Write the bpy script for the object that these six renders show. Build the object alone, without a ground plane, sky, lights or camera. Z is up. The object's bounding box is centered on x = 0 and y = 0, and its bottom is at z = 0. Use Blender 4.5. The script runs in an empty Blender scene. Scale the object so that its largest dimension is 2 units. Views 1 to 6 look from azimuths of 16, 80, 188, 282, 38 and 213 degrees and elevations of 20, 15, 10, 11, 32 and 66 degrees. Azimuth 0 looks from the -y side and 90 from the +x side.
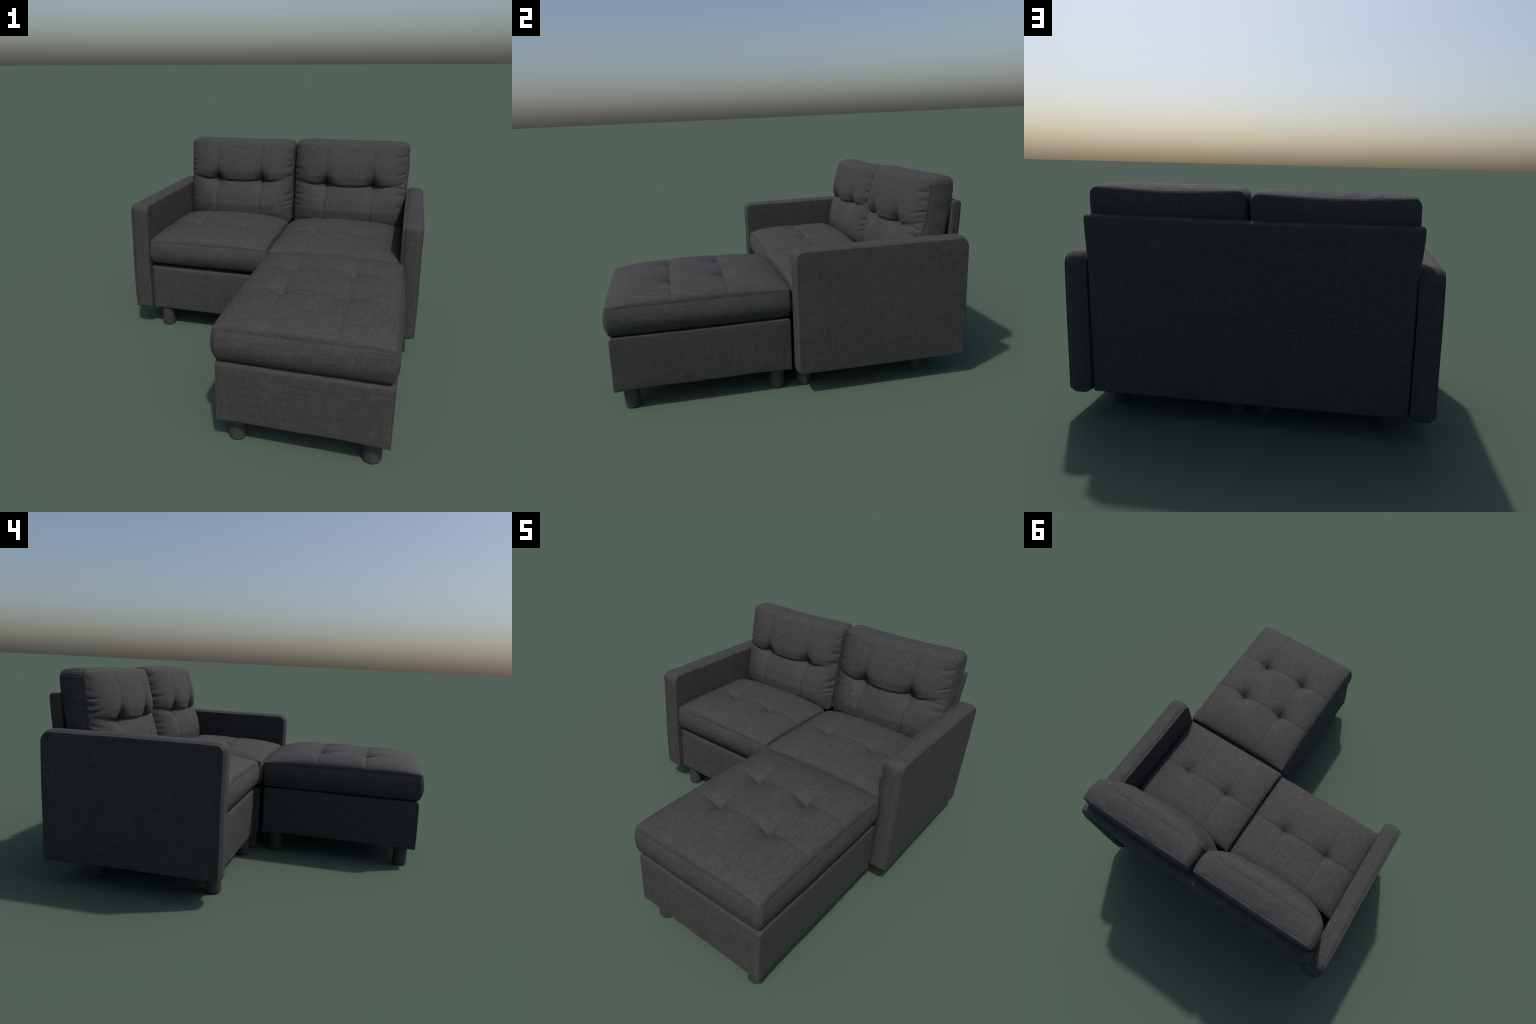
import bpy, math, random
import numpy as np

# ------------------------------------------------------------------ helpers
def smooth(a, b, x):
    t = np.clip((x - a) / (b - a), 0.0, 1.0)
    return t * t * (3 - 2 * t)


def lumps(a, b, seed, scale=6.0, octaves=4):
    """Cheap smooth pseudo-noise, about -1..1, over two coordinates."""
    rng = random.Random(seed)
    out = np.zeros_like(np.asarray(a, float) + np.asarray(b, float))
    for k in range(octaves):
        ang, ph = rng.uniform(0, 6.28), rng.uniform(0, 6.28)
        f = scale * (0.7 + 0.75 * k)
        out = out + np.sin(f * (a * math.cos(ang) + b * math.sin(ang)) + ph) / (1 + 0.6 * k)
    return out / 2.2


def make_object(name, verts, faces, mat, parent):
    me = bpy.data.meshes.new(name)
    me.from_pydata([tuple(map(float, v)) for v in verts], [], [tuple(map(int, f)) for f in faces])
    me.validate()
    me.update()
    me.polygons.foreach_set("use_smooth", [True] * len(me.polygons))
    me.materials.append(mat)
    ob = bpy.data.objects.new(name, me)
    bpy.context.scene.collection.objects.link(ob)
    ob.parent = parent
    return ob


def make_empty(name, label, category):
    ob = bpy.data.objects.new(name, None)
    bpy.context.scene.collection.objects.link(ob)
    ob["label"], ob["category"] = label, category
    return ob


def spaced(n, through=()):
    """Parameters -1..1 that crowd together towards both ends and pass exactly through the given values."""
    t = np.linspace(-1, 1, n)
    t = 0.45 * t + 0.55 * np.sin(t * math.pi / 2)
    for v in through:
        t[np.argmin(np.abs(t - v))] = v
    return t


def rounded_plan(X, Y, hx, hy, r):
    """Bend the corners of a rectangular grid into arcs of radius r."""
    X, Y = X.copy(), Y.copy()
    ax, ay = np.abs(X) - (hx - r), np.abs(Y) - (hy - r)
    m = (ax > 0) & (ay > 0)
    a, b = ax[m] / r, ay[m] / r
    X[m] = np.sign(X[m]) * (hx - r + r * a * np.sqrt(1 - b * b / 2))
    Y[m] = np.sign(Y[m]) * (hy - r + r * b * np.sqrt(1 - a * a / 2))
    return X, Y


def cushion(name, hx, hy, corner, nx, ny, top, rows, side, under, mat, parent, seams_x=(), seams_y=()):
    """A stuffed box cushion.  top/side/under give xyz from plan coordinates:
    top(x,y), side(x,y,normal_x,normal_y,row) for each row, under(x,y)."""
    U, V = np.meshgrid(spaced(nx, [a / hx for a in seams_x]), spaced(ny, [b / hy for b in seams_y]), indexing="ij")
    X, Y = rounded_plan(U * hx, V * hy, hx, hy, corner)
    idx = np.arange(nx * ny).reshape(nx, ny)
    loop = list(idx[:, 0]) + list(idx[-1, 1:]) + list(idx[-2::-1, -1]) + list(idx[0, -2:0:-1])
    loop = np.array(loop)
    lx, ly = X.ravel()[loop], Y.ravel()[loop]
    tx, ty = np.roll(lx, -1) - np.roll(lx, 1), np.roll(ly, -1) - np.roll(ly, 1)
    ln = np.hypot(tx, ty)
    nxs, nys = ty / ln, -tx / ln
    parts = [np.stack(top(X.ravel(), Y.ravel()), 1)]
    faces = []
    quad = lambda a: np.stack([a[:-1, :-1], a[1:, :-1], a[1:, 1:], a[:-1, 1:]], -1).reshape(-1, 4)
    faces.append(quad(idx))
    count, ring = nx * ny, loop
    n = len(loop)
    for row in rows:
        parts.append(np.stack(side(lx, ly, nxs, nys, row), 1))
        new = np.arange(count, count + n)
        faces.append(np.stack([ring, new, np.roll(new, -1), np.roll(ring, -1)], 1))
        ring, count = new, count + n
    parts.append(np.stack(under(X.ravel(), Y.ravel()), 1))
    faces.append(quad(idx)[:, ::-1] + count)
    new = loop + count
    faces.append(np.stack([ring, new, np.roll(new, -1), np.roll(ring, -1)], 1))
    return make_object(name, np.vstack(parts), np.vstack(faces), mat, parent)


def outline(corners, step=0.012):
    """Closed outline through (a, b, radius) corners, arcs at the corners, evenly stepped sides."""
    pts = []
    k = len(corners)
    arcs = []
    for i in range(k):
        p, c, q = (np.array(corners[j % k][:2]) for j in (i - 1, i, i + 1))
        r = corners[i][2]
        u, w = (p - c) / np.linalg.norm(p - c), (q - c) / np.linalg.norm(q - c)
        half = math.acos(np.clip(u @ w, -1, 1)) / 2
        d = r / math.tan(half)
        a, b = c + u * d, c + w * d
        cen = c + (u + w) / np.linalg.norm(u + w) * (r / math.sin(half))
        m = 8
        a0, b0 = a - cen, b - cen
        om = math.acos(np.clip(a0 @ b0 / (r * r), -1, 1))
        arcs.append([cen + (math.sin((1 - t) * om) * a0 + math.sin(t * om) * b0) / math.sin(om) for t in np.linspace(0, 1, m)])
    for i in range(k):
        pts += arcs[i]
        a, b = arcs[i][-1], arcs[(i + 1) % k][0]
        m = max(1, int(np.linalg.norm(b - a) / step))
        pts += [a + (b - a) * t for t in np.linspace(0, 1, m + 1)[1:-1]]
    return np.array(pts)


def upholstered_slab(name, pts, along, x0, x1, crown, edge, bulge, groove, mat, parent, warp=None, rows=26, crown_power=3):
    """Fabric-covered slab: an outline swept along one axis.  The strip that runs round it is
    crowned, a piped seam runs near both ends, and the end panels swell a little."""
    nx = len(pts)
    d = np.roll(pts, -1, 0) - np.roll(pts, 1, 0)
    d /= np.linalg.norm(d, axis=1)[:, None]
    nrm = np.stack([d[:, 1], -d[:, 0]], 1)
    area = np.sum(pts[:, 0] * np.roll(pts[:, 1], -1) - np.roll(pts[:, 0], -1) * pts[:, 1])
    if area < 0:
        nrm = -nrm
    cen = (pts.max(0) + pts.min(0)) / 2
    L = x1 - x0
    prof = []                                              # (x, outward offset)
    s = np.linspace(-1, 1, rows)
    s = 0.5 * s + 0.5 * np.sin(s * math.pi / 2)
    for t in s:
        x = (x0 + x1) / 2 + t * (L / 2 - edge - 0.006)
        prof.append((x, crown * (1 - abs(t) ** crown_power)))
    def lip(g, edge_r):
        out = []
        if g > 0:
            out += [(edge_r + 0.0042, -0.2 * g), (edge_r + 0.0028, -g), (edge_r + 0.0012, -g), (edge_r, -0.15 * g)]
        for a in np.linspace(0, 1, 6)[(0 if g == 0 else 1):]:
            th = a * math.pi / 2
            out.append((edge_r * (1 - math.sin(th)), -edge_r * (1 - math.cos(th)) - 0.1 * g))
        return out

    g0, g1 = groove if isinstance(groove, tuple) else (groove, groove)
    prof = [(x0 + e, o) for e, o in reversed(lip(g0, edge))] + prof + [(x1 - e, o) for e, o in lip(g1, edge)]
    rings = []
    def ring(x, p):
        rings.append(np.column_stack([np.full(nx, x), p]))
    scales = [0.15, 0.4, 0.65, 0.82, 0.92, 0.97, 0.99]
    base = pts + nrm * prof[0][1]
    for k in scales:
        ring(x0 - bulge * (1 - k ** 6), cen + (base - cen) * k)
    for x, o in prof:
        ring(x, pts + nrm * o)
    for k in reversed(scales):
        ring(x1 + bulge * (1 - k ** 6), cen + (base - cen) * k)
    V = np.vstack(rings)
    i = np.arange(nx)
    F = []
    for r in range(len(rings) - 1):
        a, b = r * nx + i, (r + 1) * nx + i
        F.append(np.stack([a, b, np.roll(b, -1), np.roll(a, -1)], 1))
    F = [tuple(f) for f in np.vstack(F)]
    V = np.vstack([V, [[x0 - bulge, *cen]], [[x1 + bulge, *cen]]])
    c0, c1, last = len(V) - 2, len(V) - 1, (len(rings) - 1) * nx
    for j in range(nx):
        F.append((c0, j, (j + 1) % nx))
        F.append((c1, last + (j + 1) % nx, last + j))
    if area < 0:
        F = [f for f in F]
    else:
        F = [f[::-1] for f in F]
    if along == "y":
        V = V[:, [1, 0, 2]]
        F = [f[::-1] for f in F]
    if warp:
        V = warp(V)
    return make_object(name, V, F, mat, parent)


# ------------------------------------------------------------------ materials
def linen():
    m = bpy.data.materials.new("woven_linen")
    m.use_nodes = True
    nt = m.node_tree
    N, Lk = nt.nodes, nt.links
    N.clear()
    out, bsdf = N.new("ShaderNodeOutputMaterial"), N.new("ShaderNodeBsdfPrincipled")
    Lk.new(bsdf.outputs[0], out.inputs[0])
    co = N.new("ShaderNodeTexCoord").outputs["Object"]
    geo = N.new("ShaderNodeNewGeometry").outputs["Normal"]
    sep = N.new("ShaderNodeSeparateXYZ")
    Lk.new(geo, sep.inputs[0])

    def math_(op, a, b=None, clamp=False):
        n = N.new("ShaderNodeMath")
        n.operation, n.use_clamp = op, clamp
        for s, v in ((0, a), (1, b)):
            if v is None:
                continue
            if isinstance(v, (int, float)):
                n.inputs[s].default_value = v
            else:
                Lk.new(v, n.inputs[s])
        return n.outputs[0]

    def noise(scale, detail=2.0, rough=0.5, stretch=(1, 1, 1), shift=(0, 0, 0)):
        mp = N.new("ShaderNodeMapping")
        mp.inputs["Scale"].default_value = stretch
        mp.inputs["Location"].default_value = shift
        Lk.new(co, mp.inputs[0])
        n = N.new("ShaderNodeTexNoise")
        n.inputs["Scale"].default_value = scale
        n.inputs["Detail"].default_value = detail
        n.inputs["Roughness"].default_value = rough
        Lk.new(mp.outputs[0], n.inputs["Vector"])
        return n.outputs["Fac"]

    # one set of slubby threads along each axis, kept where the surface lies along that axis
    def threads(fine, length, k):
        tot = None
        for ax in range(3):
            st = [fine, fine, fine]
            st[ax] = length
            n = noise(1.0, 2.0, 0.6, tuple(st), (3.1 * ax + k, 1.7 * ax, 5.3 * ax))
            a = math_("ABSOLUTE", sep.outputs[ax])
            w = math_("SUBTRACT", 1.0, math_("POWER", a, 2.0))
            v = math_("MULTIPLY", math_("SUBTRACT", n, 0.5), w)
            tot = v if tot is None else math_("ADD", tot, v)
        return tot

    fine = threads(330.0, 26.0, 0.0)
    coarse = threads(150.0, 9.0, 7.7)
    grain = noise(520.0, 1.0, 0.5)
    weave = math_("ADD", math_("MULTIPLY", fine, 1.0), math_("MULTIPLY", coarse, 0.58))
    weave = math_("ADD", weave, math_("MULTIPLY", math_("SUBTRACT", grain, 0.5), 0.35))
    slub = math_("MAXIMUM", math_("SUBTRACT", threads(210.0, 13.0, 3.3), 0.17), 0.0)
    weave = math_("ADD", weave, math_("MULTIPLY", slub, 1.6))
    fac = math_("ADD", weave, 0.5, True)
    ramp = N.new("ShaderNodeValToRGB")
    cr = ramp.color_ramp
    cr.elements[0].position, cr.elements[0].color = 0.12, (0.0265, 0.0263, 0.0262, 1)
    cr.elements[1].position, cr.elements[1].color = 0.95, (0.0640, 0.0634, 0.0622, 1)
    e = cr.elements.new(0.5)
    e.color = (0.0385, 0.0381, 0.0378, 1)
    Lk.new(fac, ramp.inputs[0])
    # faint warm and cool patches in the dye
    tint = N.new("ShaderNodeValToRGB")
    tr = tint.color_ramp
    tr.elements[0].position, tr.elements[0].color = 0.32, (0.96, 1.0, 1.0, 1)
    tr.elements[1].position, tr.elements[1].color = 0.72, (1.045, 0.985, 0.96, 1)
    tm = tr.elements.new(0.5)
    tm.color = (1, 1, 1, 1)
    Lk.new(noise(7.0, 3.0, 0.6, (1, 1, 1), (2.3, 4.1, 0.7)), tint.inputs[0])
    mix = N.new("ShaderNodeMix")
    mix.data_type, mix.blend_type = "RGBA", "MULTIPLY"
    mix.inputs[0].default_value = 1.0
    Lk.new(ramp.outputs[0], mix.inputs[6])
    Lk.new(tint.outputs[0], mix.inputs[7])
    Lk.new(mix.outputs[2], bsdf.inputs["Base Color"])
    bsdf.inputs["Roughness"].default_value = 0.85
    bsdf.inputs["Specular IOR Level"].default_value = 0.35
    bump = N.new("ShaderNodeBump")
    bump.inputs["Strength"].default_value = 0.25
    bump.inputs["Distance"].default_value = 0.0015
    Lk.new(fac, bump.inputs["Height"])
    Lk.new(bump.outputs[0], bsdf.inputs["Normal"])
    return m


def plastic():
    m = bpy.data.materials.new("dark_moulded_plastic")
    m.use_nodes = True
    nt = m.node_tree
    b = nt.nodes["Principled BSDF"]
    co = nt.nodes.new("ShaderNodeTexCoord")
    n = nt.nodes.new("ShaderNodeTexNoise")
    n.inputs["Scale"].default_value = 25.0
    r = nt.nodes.new("ShaderNodeValToRGB")
    r.color_ramp.elements[0].color = (0.038, 0.0365, 0.036, 1)
    r.color_ramp.elements[1].color = (0.048, 0.046, 0.0455, 1)
    nt.links.new(co.outputs["Object"], n.inputs["Vector"])
    nt.links.new(n.outputs["Fac"], r.inputs[0])
    nt.links.new(r.outputs[0], b.inputs["Base Color"])
    b.inputs["Roughness"].default_value = 0.6
    b.inputs["Specular IOR Level"].default_value = 0.4
    return m


FABRIC, PLASTIC = linen(), plastic()


# ------------------------------------------------------------------ cushions
def tufts(x, y, buttons, depth, wx, wy):
    """Pinches: each button pulls the cloth in, with a crease along both seam directions."""
    out = np.zeros_like(x)
    for bx, by in buttons:
        out = np.maximum(out, depth * np.exp(-(np.abs(x - bx) / wx + np.abs(y - by) / wy)))
    return out


def crease(d, depth, width):
    return depth * np.exp(-np.abs(d) / width)


def seat_cushion(name, cx, cy, hx, hy, z_seam, z_low, crown, xs, ys, depth, seed, parent, tuft_w=0.055, rear_power=2.6):
    buttons = [(a - cx, b - cy) for a in xs for b in ys]
    nx, ny = int(hx * 2 / 0.005), int(hy * 2 / 0.005)

    def top(x, y):
        fx = np.clip(1 - np.abs(x / hx) ** 2.6, 0, 1) ** 0.42
        fy = np.clip(1 - np.abs(y / hy) ** np.where(y > 0, rear_power, 2.6), 0, 1) ** 0.42
        f = fx * fy
        h = crown * f * (1 + 0.05 * lumps(x, y, seed, 9))
        edge = smooth(0.0, 0.5, f)
        c = np.zeros_like(x)
        for a in xs:
            c = np.maximum(c, crease(x - (a - cx), 0.0050, 0.010))
        for b in ys:
            c = np.maximum(c, crease(y - (b - cy), 0.0060, 0.011))
        t = tufts(x, y, buttons, depth, tuft_w, tuft_w)
        h = h - np.maximum(t, c * (0.12 + 0.88 * edge) + t * 0.6) * smooth(0.0, 0.25, f)
        return cx + x, cy + y, z_seam + h + 0.004 * lumps(x, y, seed + 5, 5) * (1 - edge)

    H = z_seam - z_low
    rows = [(0.012, -0.0003), (0.028, 0.0003), (0.055, 0.0020), (0.12, 0.005), (0.25, 0.009), (0.4, 0.012), (0.55, 0.012), (0.7, 0.008),
            (0.8, 0.002), (0.88, -0.002), (0.95, -0.010), (0.99, -0.022)]

    def side(x, y, nx_, ny_, row):
        f, o = row
        o = o + 0.003 * math.sin(math.pi * f) * lumps(x + y, np.full_like(x, f * 0.3), seed + 2, 12)
        # upright seams in the side strip at the two front corners
        o = o - 0.0022 * np.exp(-((np.abs(nx_) - 0.74) / 0.10) ** 2) * (ny_ < 0)
        # the box sides swell most at their middles
        o = o + 0.006 * math.sin(math.pi * min(1, f)) * (np.abs(nx_) * (1 - (y / hy) ** 2) + np.abs(ny_) * (1 - (x / hx) ** 2))
        z = z_seam - f * H + 0.004 * lumps(x, y, seed + 5, 5) * (1 - f)
        return cx + x + nx_ * o, cy + y + ny_ * o, z

    def under(x, y):
        k = 1 - 0.045 / hx, 1 - 0.045 / hy
        return cx + x * k[0], cy + y * k[1], np.full_like(x, z_low)

    return cushion(name, hx, hy, 0.017, nx, ny, top, rows, side, under, FABRIC, parent,
                   [a - cx for a in xs], [b - cy for b in ys])


def back_cushion(name, cx, xs, zh, seed, parent):
    hx, zl = 0.375, 0.556
    zc, hz = (zl + zh) / 2, (zh - zl) / 2
    zb = 0.862
    flip = 1 if cx > 0 else -1
    prof_z = np.array([0.58, 0.68, 0.76, 0.81, 0.865, 0.92, 0.985, 1.06, 1.135])
    seam_y = np.array([0.745, 0.756, 0.769, 0.777, 0.783, 0.787, 0.793, 0.804, 0.808])
    rear_y = np.array([0.855, 0.868, 0.880, 0.888, 0.897, 0.908, 0.918, 0.926, 0.925])
    fz = np.array([0.60, 0.64, 0.70, 0.76, 0.82, 0.86, 0.92, 0.98, 1.06, 1.14])
    fy = np.array([0.645, 0.637, 0.636, 0.648, 0.665, 0.675, 0.673, 0.682, 0.694, 0.705]) - (0.006 if flip > 0 else 0.0)

    def seam_line(x, z):
        # the outer lower corner of the right-hand cushion is dragged forwards
        flare = 0.046 * smooth(0.93, 0.72, z) * smooth(0.3, 1.0, x / hx) if flip > 0 else 0.0
        return np.interp(z, prof_z, seam_y) - flare

    rng = random.Random(seed)
    # puckers where the front is gathered into the side seams
    puck = []
    for s in (-1, 1):
        z = 0.66
        while z < 1.10:
            z += rng.uniform(0.026, 0.066)
            puck.append((s, z, rng.uniform(0.0045, 0.013), rng.uniform(0.018, 0.062), rng.uniform(0.004, 0.015), rng.uniform(-0.35, 0.35)))

    def ripple(x, z):
        out = np.zeros_like(x)
        for s, pz, w, ln, dp, sl in puck:
            e = hx - s * x
            out += dp * np.exp(-((z - pz - sl * e) / w) ** 2) * np.exp(-(e / ln) ** 2) * smooth(0, 0.006, e)
        return out

    def fold_z(x):
        u = x / hx
        return zb - 0.008 * np.cos(u * math.pi) * np.exp(-(u / 0.42) ** 2) + 0.018 * smooth(0.5, 1.0, np.abs(u))

    def top(x, v):
        z = zc + v
        u, w = np.abs(x / hx), v / hz
        ex = np.clip(1 - u ** 3.5, 0, 1) ** 0.66
        ez = np.where(w > 0, np.clip(1 - np.abs(w) ** 3, 0, 1) ** 0.38, np.clip(1 - np.abs(w) ** 6, 0, 1) ** 0.4)
        ys = seam_line(x, z)
        B = (ys - np.minimum(np.interp(z, fz, fy), ys - 0.03)) * ex * ez
        B = B * (1 + 0.04 * lumps(x, z, seed, 10))
        inner = smooth(0.0, 0.05, B)
        dz = z - fold_z(x)
        c = 0.011 * np.exp(-np.abs(dz) / np.where(dz > 0, 0.010, 0.022)) * (1 - 0.25 * smooth(0.55, 1.0, u))
        for a in xs:
            c = np.maximum(c, crease(x - (a - cx), np.where(z > zb, 0.006, 0.011), np.where(z > zb, 0.010, 0.008)) * smooth(1.0, 0.75, np.abs(w)))
        t = np.zeros_like(x)
        for a in xs:
            up = np.where(z > zb, 0.052, 0.052)
            wide = np.where(z > zb, 0.038, 0.056)
            t = np.maximum(t, 0.098 * np.exp(-(np.abs(x - (a - cx)) / wide + np.abs(z - zb) / up)))
        B = B - np.maximum(c + 0.65 * t, t) * inner
        B = B - ripple(x, z) * smooth(0.0, 0.025, B)
        lift = np.interp(1 - w, [0, 0.02, 0.05, 0.08, 0.12, 0.2, 0.28, 0.36], [0.016, 0.0185, 0.0225, 0.0235, 0.0205, 0.010, 0.003, 0.0]) * ex
        return cx + x, ys - B, z + lift

    rows = [(0.012, -0.0005), (0.028, -0.0002), (0.055, 0.0012), (0.15, 0.004), (0.3, 0.007), (0.5, 0.008), (0.7, 0.006),
            (0.85, 0.003), (0.94, 0.0015), (0.965, -0.0008), (0.985, -0.0008), (1.0, 0.000), (1.06, -0.004)]

    def side(x, v, nx_, ny_, row):
        f, o = row
        z = zc + v
        y = seam_line(x, z) * (1 - f) + np.interp(z, prof_z, rear_y) * f
        o = o - 0.0016 * np.exp(-((ny_ - 0.30) / 0.07) ** 2) * (1 if f < 0.97 else 0) * (1 if f > 0.03 else 0)
        o = o + 0.0035 * math.sin(math.pi * min(f, 1)) * lumps(x * 2.2, z * 1.6, seed + 3, 22)
        # cloth gathered into the rear seam along the top and sides
        o = o + 0.0028 * smooth(0.25, 0.9, f) * smooth(1.01, 0.96, f) * lumps(x + 0.4 * z, np.full_like(x, 0.05 * f), seed + 9, 75)
        sag = -0.010 * np.clip(ny_, 0, 1) * f * np.cos(x / hx * math.pi / 2) ** 2
        o = o + 0.007 * min(f, 1) * smooth(0.0, 1.0, flip * nx_)
        lift = 0.016 * np.clip(1 - np.abs(x / hx) ** 3.5, 0, 1) ** 0.60 * np.clip(ny_, 0, 1) * (1 - min(f, 1))
        return cx + x + nx_ * o, y, z + ny_ * o + sag + lift

    def under(x, v):
        z = zc + v
        k = 0.965
        e = np.clip(1 - np.abs(x / hx) ** 4, 0, 1) ** 0.5 * np.clip(1 - np.abs(v / hz) ** 4, 0, 1) ** 0.5
        sag = -0.010 * smooth(0.8, 1.0, v / hz) * np.cos(x / hx * math.pi / 2) ** 2
        return cx + x * k, np.interp(z, prof_z, rear_y) + 0.010 + 0.014 * e, zc + v * k + sag

    return cushion(name, hx, hz, 0.044, 170, 140, top, rows, side, under, FABRIC, parent, [a - cx for a in xs], [zb - zc])


# ------------------------------------------------------------------ legs
def leg_mesh(r=0.0425, h=0.16):
    prof = [(0.0, 0.0), (r - 0.010, 0.0)]
    for a in np.linspace(0, math.pi / 2, 6):
        prof.append((r - 0.008 + 0.008 * math.sin(a), 0.008 - 0.008 * math.cos(a)))
    prof += [(r, h * 0.5), (r, h), (0.0, h)]
    n = 48
    V, F = [], []
    for pr, pz in prof:
        for k in range(n):
            V.append((pr * math.cos(2 * math.pi * k / n), pr * math.sin(2 * math.pi * k / n), pz))
    for i in range(len(prof) - 1):
        for k in range(n):
            F.append((i * n + k, i * n + (k + 1) % n, (i + 1) * n + (k + 1) % n, (i + 1) * n + k))
    return V, F


LEG = None


def leg(x, y, parent):
    global LEG
    if LEG is None:
        V, F = leg_mesh()
        ob = make_object("leg", V, F, PLASTIC, parent)
        # soft shoulder is geometry; keep the flat ends crisp
        ob.data.set_sharp_from_angle(angle=math.radians(40))
        LEG = ob
    else:
        ob = LEG.copy()
        bpy.context.scene.collection.objects.link(ob)
        ob.parent = parent
    ob.location = (x, y, 0.0)
    return ob


# ------------------------------------------------------------------ bases
def base_box(name, x0, x1, y0, y1, z0, z1, parent, seed):
    pts = outline([(y0, z0 + 0.004, 0.007), (y0 + 0.004, z1, 0.022), (y1, z1, 0.016), (y1 - 0.002, z0 + 0.004, 0.007)])

    def warp(V):
        V = V.copy()
        u = (V[:, 0] - (x0 + x1) / 2) / ((x1 - x0) / 2)
        w = (V[:, 1] - (y0 + y1) / 2) / ((y1 - y0) / 2)
        low = smooth(z0 + 0.09, z0, V[:, 2])
        # cloth hangs a few millimetres lower at the corners
        V[:, 2] += low * (0.006 - 0.012 * np.abs(u) ** 10 * np.abs(w) ** 4) * 0.9
        mid = np.sin(np.clip((V[:, 2] - z0) / (z1 - z0), 0, 1) * math.pi)
        V[:, 1] += np.sign(w) * 0.004 * mid * smooth(0.9, 1.0, np.abs(w)) * (1 - u ** 4)
        V[:, 0] += 0.0015 * lumps(V[:, 1], V[:, 2], seed, 9)
        V[:, 1] += 0.0015 * lumps(V[:, 0], V[:, 2], seed + 1, 9)
        V[:, 2] += (0.0020 + 0.0022 * low) * lumps(V[:, 0], V[:, 1], seed + 2, 10)
        return V

    return upholstered_slab(name, pts, "x", x0, x1, 0.002, 0.004, 0.003, 0.0020, FABRIC, parent, warp, rows=40)


def arm(side, parent):
    pts = outline([(0.010, 0.131, 0.010), (0.008, 0.815, 0.040), (0.978, 0.815, 0.055), (0.978, 0.127, 0.014)])
    x0, x1 = (0.770, 0.882)

    def warp(V):
        V = V.copy()
        V[:, 0] -= (0.012 if side < 0 else 0.007) * smooth(0.35, 0.83, V[:, 2]) * (1 - 0.9 * smooth(0.0, 1.0, V[:, 1]))
        # the narrow strip rounds off underneath
        t = (V[:, 0] - 0.826) / 0.056
        V[:, 2] += smooth(0.20, 0.12, V[:, 2]) * (0.004 * np.abs(t) ** 3 * V[:, 1] + 0.011 * (1 - np.clip(np.abs(t), 0, 1) ** 4) * smooth(0.9, 0.3, V[:, 1]))
        V[:, 0] += 0.0015 * lumps(V[:, 1], V[:, 2], 31 + side, 7)
        V[:, 2] += 0.0025 * lumps(V[:, 1], V[:, 0], 37 + side, 6)
        V[:, 1] += 0.0020 * lumps(V[:, 2], V[:, 0], 41 + side, 6)
        if side < 0:
            V[:, 0] = -V[:, 0]
        return V

    ob = upholstered_slab("armrest", pts, "x", x0, x1, 0.011, 0.006, 0.003, (0.0, 0.0016), FABRIC, parent, warp, rows=22, crown_power=4)
    if side < 0:
        ob.data.flip_normals()
    return ob


def back_panel(parent):
    pts = outline([(0.898, 0.122, 0.010), (0.925, 1.006, 0.020), (0.985, 1.000, 0.020), (0.961, 0.120, 0.010)])

    def warp(V):
        V = V.copy()
        u = V[:, 0] / 0.77
        V[:, 0] *= 1 + np.where(u < 0, 0.026, 0.014) * smooth(0.70, 1.0, V[:, 2])
        V[:, 1] += 0.004 * (1 - u ** 2) * smooth(0.93, 0.95, V[:, 1]) + 0.0015 * lumps(V[:, 0], V[:, 2], 61, 6)
        V[:, 2] += 0.0015 * lumps(V[:, 0], V[:, 1], 63, 6) - 0.004 * smooth(0.9, 1.0, V[:, 2]) * (1 - u ** 2)
        return V

    return upholstered_slab("backrest_panel", pts, "x", -0.765, 0.765, 0.001, 0.011, 0.002, 0.0, FABRIC, parent, warp, rows=60)


# ------------------------------------------------------------------ assembly
sofa = make_empty("loveseat_sofa", "two seat dark grey linen loveseat with tufted cushions", "sofa")
ottoman = make_empty("ottoman", "dark grey linen tufted rectangular footstool on round legs", "ottoman")

# sofa: arms, back, two seat boxes that do not line up perfectly
arm(1, sofa)
arm(-1, sofa)
back_panel(sofa)
base_box("seat_base", -0.768, -0.003, 0.040, 0.893, 0.120, 0.416, sofa, 11)
base_box("seat_base", 0.003, 0.768, 0.016, 0.893, 0.124, 0.416, sofa, 17)
seat_cushion("seat_cushion", -0.3870, 0.346, 0.380, 0.320, 0.584, 0.434, 0.074, (-0.545, -0.236), (0.354,), 0.050, 5, sofa, 0.050, 9)
seat_cushion("seat_cushion", 0.3870, 0.338, 0.380, 0.328, 0.584, 0.434, 0.074, (0.230, 0.543), (0.354,), 0.050, 8, sofa, 0.050, 9)
back_cushion("back_cushion", -0.3835, (-0.540, -0.221), 1.124, 23, sofa)
back_cushion("back_cushion", 0.3855, (0.234, 0.548), 1.134, 29, sofa)
for lx, ly in ((-0.692, 0.090), (-0.072, 0.092), (0.078, 0.072), (0.712, 0.072), (-0.690, 0.766), (-0.068, 0.766), (0.076, 0.766), (0.706, 0.768)):
    leg(lx, ly, sofa)

# ottoman
base_box("ottoman_base", 0.024, 0.792, -0.980, -0.010, 0.120, 0.423, ottoman, 43)
seat_cushion("ottoman_cushion", 0.402, -0.494, 0.384, 0.488, 0.585, 0.427, 0.088, (0.247, 0.550), (-0.339, -0.636), 0.070, 14, ottoman)
for lx, ly in ((0.100, -0.897), (0.716, -0.895), (0.100, -0.090), (0.714, -0.088)):
    leg(lx, ly, ottoman)
